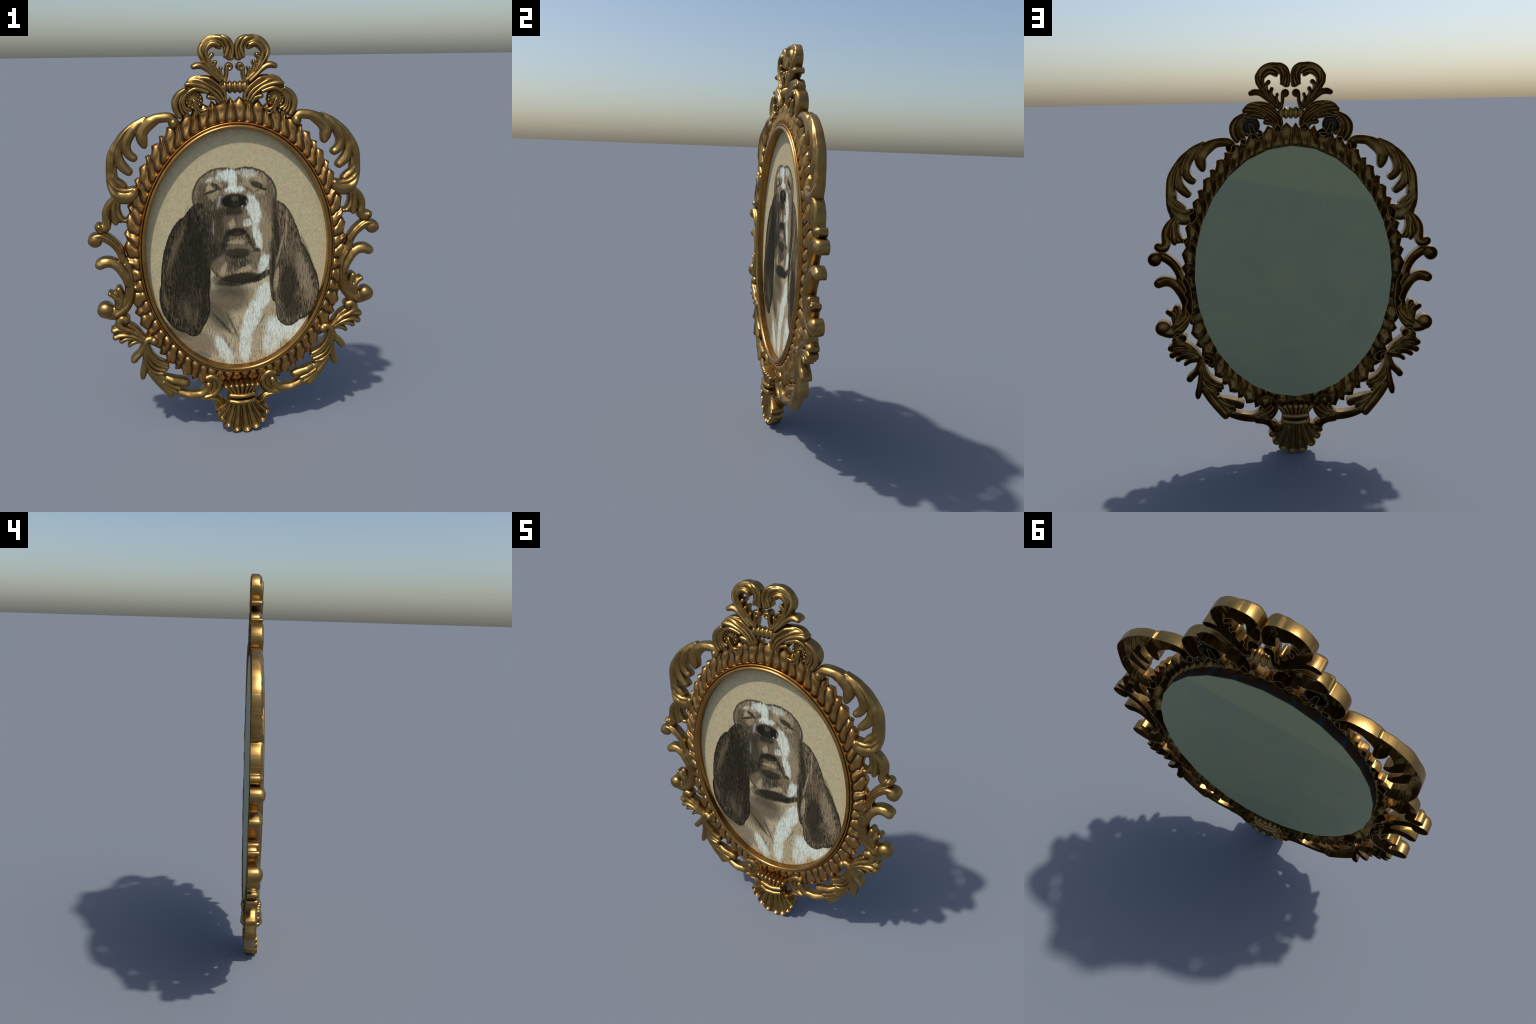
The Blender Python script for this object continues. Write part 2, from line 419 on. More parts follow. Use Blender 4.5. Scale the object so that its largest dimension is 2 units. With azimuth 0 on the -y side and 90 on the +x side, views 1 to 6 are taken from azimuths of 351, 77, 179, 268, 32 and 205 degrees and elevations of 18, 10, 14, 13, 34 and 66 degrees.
    ('throat shadow', 'umber', -0.031, 0.789, 0.1065, 0.0451, 8, 0.80, 0.70),
    ('throat shadow', 'char', 0.002, 0.845, 0.1205, 0.0357, -5, 0.30, 1.00),
    ('throat shadow', 'char', 0.119, 0.857, 0.0643, 0.0194, -30, 0.40, 1.00),
    ('throat shadow', 'umber', -0.107, 0.846, 0.0349, 0.0370, 30, 0.60, 0.90),
    ('ear shade', 'char', 0.194, 1.068, 0.0155, 0.1676, -5, 0.60, 0.90),
    ('ear shade', 'char', 0.176, 0.887, 0.0129, 0.1658, 0, 0.60, 0.90),
    ('ear streak', 'tan', 0.240, 1.095, 0.0049, 0.1084, 2, 0.50, 0.90),
    ('ear streak', 'tan', 0.208, 0.981, 0.0057, 0.0883, 14, 0.50, 0.80),
    ('ear light', 'tan', 0.190, 0.834, 0.0144, 0.0679, 6, 0.40, 0.80),
    ('ear shade', 'char', 0.252, 0.800, 0.0509, 0.1303, 2, 0.50, 0.85),
    ('ear shade', 'char', 0.271, 0.668, 0.0553, 0.0625, 10, 0.50, 0.70),
    ('ear light', 'khaki', 0.335, 0.839, 0.0328, 0.1530, -16, 0.50, 0.70),
    ('ear light', 'brown', 0.269, 0.992, 0.0321, 0.1182, -14, 0.50, 0.60),
    ('ear shade', 'char', 0.355, 0.943, 0.0145, 0.1349, -20, 0.50, 0.70),
    ('ear shade', 'char', -0.192, 0.990, 0.0410, 0.2416, -10, 0.50, 0.95),
    ('ear shade', 'char', -0.228, 0.935, 0.0617, 0.2061, 4, 0.50, 0.70),
    ('ear shade', 'char', -0.286, 0.880, 0.0411, 0.1700, 8, 0.50, 0.70),
    ('ear light', 'brown', -0.317, 0.997, 0.0148, 0.1221, 18, 0.80, 0.70),
    ('ear light', 'brown', -0.276, 1.080, 0.0094, 0.0847, 20, 0.80, 0.60),
    ('ear light', 'umber', -0.252, 0.707, 0.0559, 0.0912, -10, 0.90, 0.60),
    ('ear light', 'brown', -0.260, 0.692, 0.0209, 0.0684, -10, 0.80, 0.50),
    ('ear light', 'brown', -0.219, 0.659, 0.0098, 0.0535, 10, 0.80, 0.50),
    ('ear light', 'brown', -0.364, 0.753, 0.0110, 0.0673, -8, 0.80, 0.70),
    ('ear shade', 'char', -0.170, 0.754, 0.0210, 0.1674, 8, 0.50, 0.80),
    ('corner', 'slate', -0.199, 0.447, 0.0504, 0.0198, 20, 0.40, 0.80),
]

# ------------------------------------------------------------------ the drawing
# A chalk and charcoal portrait of a hound with raised muzzle, described by its parts:
# each tone is a soft oval rub of chalk (x, z, half width, half height, tilt, softness, strength).
CHALK = {"black": (0.012, 0.012, 0.010), "char": (0.018, 0.0165, 0.011), "umber": (0.052, 0.042, 0.026), "brown": (0.150, 0.113, 0.068),
         "tan": (0.40, 0.315, 0.19), "khaki": (0.30, 0.24, 0.15), "white": (0.66, 0.72, 0.62), "lilac": (0.42, 0.40, 0.44), "slate": (0.10, 0.13, 0.11)}


def drawing_material(y_plane, window):
    """The drawing's material for one window (x0, x1, z0, z1) of the sheet: it holds the tones that reach into it."""
    m, nt, bsdf = new_mat("hound_drawing")

    def touches(x, z, rx, rz, grow=1.0):
        r = max(rx, rz) * grow + 0.03
        dx = max(window[0] - x, 0, x - window[1])
        dz = max(window[2] - z, 0, z - window[3])
        return math.hypot(dx, dz) < r
    N, L = nt.nodes, nt.links
    tc = N.new("ShaderNodeTexCoord")

    def noise(scale, stretch=(1, 1, 1), detail=4, rough=0.6, rot=0.0):
        mp = N.new("ShaderNodeMapping"); mp.inputs["Scale"].default_value = stretch; mp.inputs["Rotation"].default_value = (0, rot, 0)
        L.new(tc.outputs["Object"], mp.inputs["Vector"])
        n = N.new("ShaderNodeTexNoise"); n.inputs["Scale"].default_value = scale
        n.inputs["Detail"].default_value = detail; n.inputs["Roughness"].default_value = rough
        L.new(mp.outputs["Vector"], n.inputs["Vector"])
        return n

    # ragged, hairy edges: the coordinates are shaken along the strokes
    shake = noise(75, (1.6, 1, 0.45), 5, 0.7, 0.15)
    off = N.new("ShaderNodeVectorMath"); off.operation = "SUBTRACT"; off.inputs[1].default_value = (0.5, 0.5, 0.5)
    L.new(shake.outputs["Color"], off.inputs[0])
    amt = N.new("ShaderNodeVectorMath"); amt.operation = "MULTIPLY"; amt.inputs[1].default_value = (0.011, 0.0, 0.018)
    L.new(off.outputs[0], amt.inputs[0])
    pos = N.new("ShaderNodeVectorMath"); pos.operation = "ADD"
    L.new(tc.outputs["Object"], pos.inputs[0]); L.new(amt.outputs[0], pos.inputs[1])

    # chalk whites are dragged further
    drag = noise(38, (2.2, 1, 0.5), 6, 0.75, 0.3)
    off2 = N.new("ShaderNodeVectorMath"); off2.operation = "SUBTRACT"; off2.inputs[1].default_value = (0.5, 0.5, 0.5)
    L.new(drag.outputs["Color"], off2.inputs[0])
    amt2 = N.new("ShaderNodeVectorMath"); amt2.operation = "MULTIPLY"; amt2.inputs[1].default_value = (0.045, 0.0, 0.070)
    L.new(off2.outputs[0], amt2.inputs[0])
    dragged = N.new("ShaderNodeVectorMath"); dragged.operation = "ADD"
    L.new(pos.outputs[0], dragged.inputs[0]); L.new(amt2.outputs[0], dragged.inputs[1])

    def oval(x, z, rx, rz, tilt, rough=False):
        mp = N.new("ShaderNodeMapping"); mp.vector_type = "TEXTURE"
        mp.inputs["Location"].default_value = (x, y_plane, z)
        mp.inputs["Rotation"].default_value = (0, math.radians(tilt), 0)
        mp.inputs["Scale"].default_value = (rx, 1, rz)
        L.new((dragged if rough else pos).outputs[0], mp.inputs["Vector"])
        ln = N.new("ShaderNodeVectorMath"); ln.operation = "LENGTH"
        L.new(mp.outputs["Vector"], ln.inputs[0])
        return ln.outputs["Value"]

    def band(value, a, b, top):
        mr = N.new("ShaderNodeMapRange"); mr.interpolation_type = "SMOOTHSTEP"
        mr.inputs["From Min"].default_value = a; mr.inputs["From Max"].default_value = b
        mr.inputs["To Min"].default_value = top; mr.inputs["To Max"].default_value = 0.0
        L.new(value, mr.inputs["Value"])
        return mr.outputs["Result"]

    def math2(op, a, b):
        n = N.new("ShaderNodeMath"); n.operation = op
        for k, v in enumerate((a, b)):
            if isinstance(v, (int, float)):
                n.inputs[k].default_value = v
            else:
                L.new(v, n.inputs[k])
        return n.outputs[0]

    def lay(under, fac, col):
        mx = N.new("ShaderNodeMix"); mx.data_type = "RGBA"
        L.new(fac, mx.inputs["Factor"]); L.new(under, mx.inputs["A"])
        if isinstance(col, tuple):
            mx.inputs["B"].default_value = (*col, 1)
        else:
            L.new(col, mx.inputs["B"])
        return mx.outputs["Result"]

    def ramp(src, c0, c1, p0=0.35, p1=0.65):
        r = N.new("ShaderNodeValToRGB")
        r.color_ramp.elements[0].position = p0; r.color_ramp.elements[0].color = (*c0, 1)
        r.color_ramp.elements[1].position = p1; r.color_ramp.elements[1].color = (*c1, 1)
        L.new(src, r.inputs["Fac"])
        return r.outputs["Color"]

    # laid paper: buff with faint pink and green foxing
    col = ramp(noise(60, detail=6).outputs["Fac"], PAPER_LO, PAPER_HI, 0.3, 0.7)
    col = lay(col, band(noise(16).outputs["Fac"], 0.36, 0.50, 0.35), (0.46, 0.36, 0.25))
    col = lay(col, band(noise(13, rot=0.7).outputs["Fac"], 0.36, 0.50, 0.35), (0.38, 0.38, 0.23))
    hair = noise(170, (1.5, 1, 0.22), 5, 0.8, 0.3)
    hair2 = noise(175, (1.5, 1, 0.22), 5, 0.8, -0.4)
    fill = {"body": ramp(hair2.outputs["Fac"], (0.09, 0.07, 0.043), (0.47, 0.39, 0.245), 0.38, 0.52),
            "head": ramp(hair.outputs["Fac"], (0.028, 0.022, 0.014), (0.42, 0.335, 0.21), 0.40, 0.60),
            "near_ear": ramp(hair.outputs["Fac"], (0.008, 0.007, 0.005), (0.155, 0.122, 0.074), 0.44, 0.70),
            "far_ear": ramp(hair2.outputs["Fac"], (0.016, 0.014, 0.009), (0.28, 0.215, 0.13), 0.42, 0.66)}
    tones = [t for t in DOG_TONES if touches(*t[2:6], 1 + 0.6 * t[7])]

    inside = {}

    def shape(under, key, line):
        d = None
        for e in [e for e in DOG_OUTLINES[key] if touches(*e[:4], 1.1)]:
            o = oval(*e)
            d = o if d is None else math2("MINIMUM", d, o)
        if d is None:
            return under
        inside[key] = band(d, 0.94, 1.03, 1.0)
        under = lay(under, inside[key], fill[key])
        if line:
            ring = band(math2("ABSOLUTE", math2("SUBTRACT", d, 0.97), 0.0), 0.012, 0.055, line)
            if key != "head" and "head" in inside:      # no line where an ear lies on the head
                ring = math2("MULTIPLY", ring, math2("SUBTRACT", 1.0, math2("MULTIPLY", inside["head"], 0.85)))
            under = lay(under, ring, CHALK["char"])
        return under

    def rub(under, names, within=()):
        for n, c, x, z, rx, rz, tilt, soft, strength in tones:
            if n in names and all(key in inside for key in within):
                loose = rx > 0.015 and c in ("white", "khaki", "tan")
                mask = band(oval(x, z, rx, rz, tilt, loose), 1 - 0.8 * soft, 1 + 0.35 * soft, strength)
                mask = math2("MULTIPLY", mask, streaks if c in ("white", "tan", "khaki") else hatch if soft >= 0.5 else breakup)
                for key in within:
                    mask = math2("MULTIPLY", mask, inside[key])
                under = lay(under, mask, CHALK[c])
        return under

    br = N.new("ShaderNodeMapRange"); br.inputs["From Min"].default_value = 0.36; br.inputs["From Max"].default_value = 0.56
    br.inputs["To Min"].default_value = 0.68; br.inputs["To Max"].default_value = 1.0
    L.new(hair.outputs["Fac"], br.inputs["Value"])
    breakup = br.outputs["Result"]
    br2 = N.new("ShaderNodeMapRange"); br2.inputs["From Min"].default_value = 0.36; br2.inputs["From Max"].default_value = 0.54
    br2.inputs["To Min"].default_value = 0.25; br2.inputs["To Max"].default_value = 1.0
    L.new(hair2.outputs["Fac"], br2.inputs["Value"])
    streaks = br2.outputs["Result"]
    br3 = N.new("ShaderNodeMapRange"); br3.inputs["From Min"].default_value = 0.40; br3.inputs["From Max"].default_value = 0.56
    br3.inputs["To Min"].default_value = 0.35; br3.inputs["To Max"].default_value = 1.0
    L.new(hair2.outputs["Fac"], br3.inputs["Value"])
    hatch = br3.outputs["Result"]
    ears = {"ear streak", "ear light", "ear shade"}
    chest = {"near neck shade", "shoulder", "far neck", "crease", "throat white", "chest white", "chest tan", "corner"}
    under_chin = {"throat shadow"}
    face = {t[0] for t in tones} - ears - chest - under_chin
    col = shape(col, "body", 0.0)
    col = rub(col, chest)
    col = shape(col, "head", 0.8)
    col = rub(col, face, ("head",))
    col = rub(col, under_chin)
    col = shape(col, "near_ear", 0.95)
    col = shape(col, "far_ear", 0.9)
    col = rub(col, ears)
    # tooth of the paper and loose charcoal hairs over everything
    grain = noise(420, (1, 1, 0.6), 3, 0.7)
    g = N.new("ShaderNodeMapRange"); g.inputs["From Min"].default_value = 0.3; g.inputs["From Max"].default_value = 0.7
    g.inputs["To Min"].default_value = 0.72; g.inputs["To Max"].default_value = 1.22
    L.new(grain.outputs["Fac"], g.inputs["Value"])
    mul = N.new("ShaderNodeVectorMath"); mul.operation = "SCALE"
    L.new(col, mul.inputs[0]); L.new(g.outputs["Result"], mul.inputs["Scale"])
    L.new(mul.outputs[0], bsdf.inputs["Base Color"])
    bsdf.inputs["Roughness"].default_value = 0.85
    bsdf.inputs["Specular IOR Level"].default_value = 0.05
    return m


PAPER_LO, PAPER_HI = (0.40, 0.34, 0.195), (0.50, 0.43, 0.26)
PICTURE_Y = 0.020
COLUMNS, ROWS = 6, 8
SHEET = (-0.456, 0.456, 0.368, 1.598)
DRAWING = []
for row in range(ROWS):
    for column in range(COLUMNS):
        wx, wz = (SHEET[1] - SHEET[0]) / COLUMNS, (SHEET[3] - SHEET[2]) / ROWS
        DRAWING.append(drawing_material(PICTURE_Y, (SHEET[0] + column * wx, SHEET[0] + (column + 1) * wx, SHEET[2] + row * wz, SHEET[2] + (row + 1) * wz)))

# ---- carved ornament: strokes of (height, rim, [(x, z, half width), ...]) ----
PARTS = {}
PARTS['crest_scroll'] = [
    (0.044, 0.8, [(0.144, 1.893, 0.0073), (0.145, 1.918, 0.0176), (0.134, 1.946, 0.0234), (0.112, 1.966, 0.0256), (0.084, 1.974, 0.0263), (0.058, 1.972, 0.0241), (0.034, 1.962, 0.0204), (0.026, 1.940, 0.0219), (0.024, 1.918, 0.0234), (0.020, 1.904, 0.0161)]),
    (0.048, 0.7, [(0.096, 1.958, 0.0073), (0.077, 1.950, 0.0102), (0.065, 1.944, 0.0091)]),
    (0.052, 0.7, [(0.040, 1.907, 0.0088), (0.032, 1.929, 0.0102), (0.030, 1.948, 0.0102), (0.046, 1.975, 0.0109), (0.071, 1.986, 0.0109), (0.100, 1.985, 0.0087)], 'fades out at its end'),
    (0.052, 0.7, [(0.013, 1.899, 0.0103), (0.008, 1.924, 0.0080), (0.009, 1.946, 0.0088), (0.020, 1.972, 0.0102), (0.042, 1.987, 0.0102), (0.067, 1.992, 0.0073)], 'fades out at its end'),
    (0.056, 0.65, [(0.068, 1.955, 0.0102), (0.085, 1.960, 0.0139), (0.107, 1.957, 0.0139), (0.122, 1.942, 0.0110), (0.128, 1.927, 0.0095), (0.124, 1.901, 0.0066), (0.113, 1.873, 0.0051), (0.092, 1.844, 0.0044)]),
    (0.054, 0.65, [(0.138, 1.960, 0.0073), (0.150, 1.943, 0.0117), (0.152, 1.926, 0.0117), (0.147, 1.910, 0.0103), (0.135, 1.890, 0.0073), (0.115, 1.862, 0.0059), (0.089, 1.835, 0.0052), (0.056, 1.806, 0.0044)], 'sinks in at its start'),
    (0.052, 0.7, [(0.101, 1.913, 0.0106), (0.111, 1.902, 0.0091), (0.111, 1.886, 0.0081), (0.104, 1.865, 0.0066), (0.089, 1.837, 0.0056), (0.065, 1.809, 0.0047)]),
    (0.051, 0.7, [(0.087, 1.882, 0.0096), (0.091, 1.869, 0.0085), (0.086, 1.851, 0.0074), (0.074, 1.830, 0.0062), (0.056, 1.803, 0.0053)]),
    (0.050, 0.7, [(0.062, 1.857, 0.0081), (0.065, 1.843, 0.0066), (0.060, 1.826, 0.0059), (0.048, 1.800, 0.0053)]),
    (0.046, 0.8, [(0.025, 1.863, 0.0188), (0.026, 1.862, 0.0188)]),
    (0.052, 0.7, [(0.018, 1.871, 0.0062), (0.032, 1.871, 0.0062), (0.037, 1.861, 0.0066), (0.030, 1.851, 0.0062), (0.018, 1.855, 0.0062), (0.016, 1.866, 0.0062)]),
    (0.052, 0.7, [(0.037, 1.856, 0.0088), (0.038, 1.828, 0.0086), (0.044, 1.800, 0.0081)]),
    (0.056, 0.65, [(0.184, 1.864, 0.0121), (0.166, 1.869, 0.0147), (0.143, 1.865, 0.0140), (0.121, 1.849, 0.0118), (0.099, 1.828, 0.0089), (0.068, 1.800, 0.0067)], 'ridged'),
    (0.042, 0.9, [(0.133, 1.890, 0.0162), (0.099, 1.851, 0.0184), (0.068, 1.820, 0.0162), (0.051, 1.797, 0.0133)]),
]
PARTS['acanthus_leaf'] = [
    (0.044, 0.8, [(0.045, 1.792, 0.0067), (0.053, 1.778, 0.0096), (0.064, 1.755, 0.0126), (0.064, 1.731, 0.0134)]),
    (0.044, 0.8, [(0.064, 1.707, 0.0224), (0.067, 1.733, 0.0260), (0.085, 1.760, 0.0319), (0.115, 1.782, 0.0400), (0.150, 1.788, 0.0400), (0.180, 1.788, 0.0356), (0.204, 1.782, 0.0223)]),
    (0.053, 0.7, [(0.043, 1.719, 0.0067), (0.046, 1.743, 0.0074), (0.061, 1.769, 0.0082), (0.085, 1.790, 0.0081), (0.111, 1.808, 0.0092), (0.136, 1.814, 0.0111), (0.170, 1.814, 0.0107)], 'fades out at its end'),
    (0.055, 0.7, [(0.055, 1.717, 0.0067), (0.064, 1.740, 0.0074), (0.085, 1.763, 0.0082), (0.115, 1.782, 0.0092), (0.150, 1.799, 0.0111), (0.180, 1.806, 0.0118), (0.198, 1.800, 0.0089)], 'fades out at its end'),
    (0.056, 0.7, [(0.067, 1.714, 0.0067), (0.082, 1.737, 0.0074), (0.106, 1.758, 0.0082), (0.136, 1.775, 0.0092), (0.173, 1.787, 0.0107), (0.204, 1.789, 0.0126), (0.219, 1.788, 0.0082)]),
    (0.052, 0.7, [(0.076, 1.706, 0.0075), (0.091, 1.725, 0.0089), (0.109, 1.730, 0.0112), (0.120, 1.732, 0.0112)]),
    (0.055, 0.7, [(0.125, 1.753, 0.0082), (0.150, 1.762, 0.0101), (0.180, 1.768, 0.0107), (0.204, 1.760, 0.0089), (0.216, 1.750, 0.0067)]),
]
PARTS['volute'] = [
    (0.042, 0.9, [(0.225, 1.751, 0.0149), (0.247, 1.725, 0.0209), (0.252, 1.698, 0.0209), (0.243, 1.675, 0.0195), (0.228, 1.659, 0.0150), (0.225, 1.643, 0.0135)]),
    (0.057, 0.7, [(0.228, 1.766, 0.0089), (0.255, 1.745, 0.0142), (0.271, 1.718, 0.0172), (0.274, 1.692, 0.0157), (0.268, 1.670, 0.0142), (0.255, 1.650, 0.0120)]),
    (0.052, 0.7, [(0.219, 1.762, 0.0059), (0.238, 1.742, 0.0063), (0.250, 1.719, 0.0063), (0.252, 1.695, 0.0063), (0.247, 1.675, 0.0067), (0.237, 1.659, 0.0075)]),
    (0.051, 0.7, [(0.216, 1.751, 0.0054), (0.231, 1.737, 0.0054), (0.241, 1.716, 0.0054), (0.241, 1.698, 0.0054), (0.235, 1.681, 0.0060), (0.223, 1.668, 0.0072)]),
    (0.050, 0.7, [(0.204, 1.758, 0.0059), (0.220, 1.743, 0.0057), (0.232, 1.722, 0.0057), (0.232, 1.702, 0.0057), (0.225, 1.686, 0.0063), (0.208, 1.676, 0.0082)]),
]
PARTS['side_acanthus'] = [
    (0.053, 0.7, [(0.285, 1.618, 0.0249), (0.286, 1.630, 0.0226), (0.301, 1.644, 0.0207), (0.328, 1.645, 0.0216), (0.359, 1.640, 0.0220), (0.388, 1.625, 0.0271), (0.414, 1.602, 0.0272), (0.431, 1.575, 0.0269), (0.430, 1.550, 0.0251), (0.425, 1.530, 0.0186), (0.422, 1.521, 0.0131)], 'ridged'),
    (0.059, 0.7, [(0.284, 1.616, 0.0190), (0.285, 1.621, 0.0181)]),
    (0.050, 0.7, [(0.410, 1.636, 0.0108), (0.446, 1.614, 0.0208), (0.476, 1.585, 0.0236), (0.496, 1.552, 0.0233), (0.505, 1.523, 0.0223), (0.502, 1.498, 0.0216), (0.487, 1.476, 0.0198), (0.474, 1.467, 0.0180)], 'sinks in at its start ridged'),
    (0.049, 0.7, [(0.475, 1.615, 0.0072), (0.514, 1.575, 0.0145), (0.535, 1.540, 0.0201), (0.545, 1.504, 0.0219), (0.546, 1.471, 0.0238), (0.534, 1.441, 0.0239), (0.516, 1.419, 0.0221), (0.500, 1.404, 0.0184)], 'sinks in at its start ridged'),
    (0.045, 0.8, [(0.413, 1.641, 0.0108), (0.468, 1.615, 0.0109), (0.523, 1.567, 0.0120), (0.558, 1.517, 0.0161), (0.575, 1.475, 0.0198), (0.578, 1.430, 0.0232), (0.578, 1.393, 0.0258), (0.577, 1.357, 0.0270), (0.571, 1.323, 0.0260), (0.558, 1.301, 0.0223)], 'sinks in at its start'),
    (0.052, 0.7, [(0.475, 1.613, 0.0065), (0.512, 1.580, 0.0076), (0.540, 1.540, 0.0088), (0.560, 1.500, 0.0101), (0.570, 1.458, 0.0110), (0.575, 1.416, 0.0120), (0.578, 1.375, 0.0111)], 'sinks in at its start fades out at its end'),
    (0.049, 0.7, [(0.570, 1.413, 0.0111), (0.573, 1.390, 0.0129), (0.560, 1.367, 0.0157), (0.540, 1.349, 0.0176), (0.526, 1.338, 0.0148)], 'sinks in at its start ridged'),
    (0.053, 0.7, [(0.590, 1.377, 0.0111), (0.581, 1.351, 0.0120), (0.563, 1.331, 0.0121), (0.534, 1.319, 0.0130), (0.502, 1.318, 0.0139), (0.487, 1.322, 0.0130)], 'sinks in at its start'),
    (0.059, 0.65, [(0.590, 1.353, 0.0130), (0.582, 1.323, 0.0139), (0.562, 1.298, 0.0223), (0.535, 1.287, 0.0307), (0.507, 1.288, 0.0307), (0.486, 1.300, 0.0260), (0.478, 1.317, 0.0185)], 'sinks in at its start'),
    (0.043, 0.8, [(0.581, 1.303, 0.0112), (0.572, 1.282, 0.0149), (0.575, 1.256, 0.0243), (0.579, 1.222, 0.0281), (0.575, 1.194, 0.0262), (0.556, 1.183, 0.0188)], 'sinks in at its start'),
    (0.049, 0.7, [(0.557, 1.283, 0.0130), (0.559, 1.256, 0.0112), (0.562, 1.226, 0.0122), (0.556, 1.196, 0.0141), (0.543, 1.179, 0.0122), (0.526, 1.176, 0.0103)]),
    (0.050, 0.7, [(0.568, 1.279, 0.0112), (0.579, 1.252, 0.0131), (0.583, 1.218, 0.0150), (0.581, 1.184, 0.0169), (0.576, 1.166, 0.0113)]),
    (0.052, 0.7, [(0.576, 1.286, 0.0093), (0.599, 1.256, 0.0168), (0.615, 1.225, 0.0187), (0.620, 1.194, 0.0178), (0.617, 1.168, 0.0197)]),
    (0.051, 0.7, [(0.618, 1.187, 0.0180), (0.618, 1.163, 0.0211), (0.627, 1.146, 0.0235), (0.643, 1.143, 0.0228), (0.655, 1.148, 0.0212)]),
    (0.057, 0.7, [(0.650, 1.149, 0.0149), (0.653, 1.151, 0.0149)]),
]
PARTS['side_scroll'] = [
    (0.054, 0.7, [(0.677, 1.100, 0.0173), (0.653, 1.102, 0.0205), (0.634, 1.099, 0.0228), (0.614, 1.086, 0.0221), (0.591, 1.065, 0.0213), (0.573, 1.039, 0.0205), (0.563, 1.012, 0.0187), (0.556, 0.979, 0.0175)]),
    (0.060, 0.7, [(0.695, 1.080, 0.0158), (0.689, 1.099, 0.0142), (0.669, 1.108, 0.0134), (0.647, 1.109, 0.0110), (0.622, 1.098, 0.0087), (0.597, 1.077, 0.0079), (0.576, 1.051, 0.0076), (0.562, 1.025, 0.0071)]),
    (0.066, 0.6, [(0.677, 1.087, 0.0336), (0.678, 1.086, 0.0336)]),
    (0.052, 0.7, [(0.556, 0.982, 0.0227), (0.536, 0.946, 0.0238), (0.531, 0.903, 0.0245), (0.530, 0.860, 0.0260), (0.535, 0.816, 0.0272), (0.545, 0.779, 0.0272), (0.562, 0.748, 0.0294), (0.588, 0.723, 0.0316), (0.618, 0.711, 0.0327), (0.643, 0.714, 0.0316)]),
    (0.056, 0.75, [(0.548, 0.961, 0.0103), (0.529, 0.925, 0.0104), (0.521, 0.882, 0.0104), (0.522, 0.839, 0.0115), (0.530, 0.795, 0.0126), (0.545, 0.757, 0.0126), (0.571, 0.728, 0.0147), (0.608, 0.704, 0.0158)]),
    (0.066, 0.6, [(0.658, 0.730, 0.0390), (0.659, 0.729, 0.0390)]),
    (0.058, 0.68, [(0.666, 0.964, 0.0232), (0.649, 0.972, 0.0252), (0.626, 0.974, 0.0248), (0.602, 0.967, 0.0238), (0.580, 0.949, 0.0238), (0.564, 0.924, 0.0228), (0.548, 0.892, 0.0218), (0.539, 0.858, 0.0198)], 'ridged'),
    (0.044, 0.85, [(0.594, 0.808, 0.0230), (0.591, 0.771, 0.0220), (0.596, 0.742, 0.0126)]),
    (0.054, 0.7, [(0.586, 0.834, 0.0163), (0.580, 0.813, 0.0142), (0.576, 0.787, 0.0121), (0.581, 0.760, 0.0105), (0.594, 0.740, 0.0088)]),
    (0.054, 0.7, [(0.629, 0.815, 0.0125), (0.612, 0.803, 0.0142), (0.600, 0.786, 0.0122), (0.597, 0.764, 0.0105), (0.603, 0.742, 0.0088)]),
    (0.052, 0.7, [(0.607, 0.795, 0.0084), (0.589, 0.782, 0.0084), (0.587, 0.760, 0.0084), (0.598, 0.740, 0.0080)]),
]
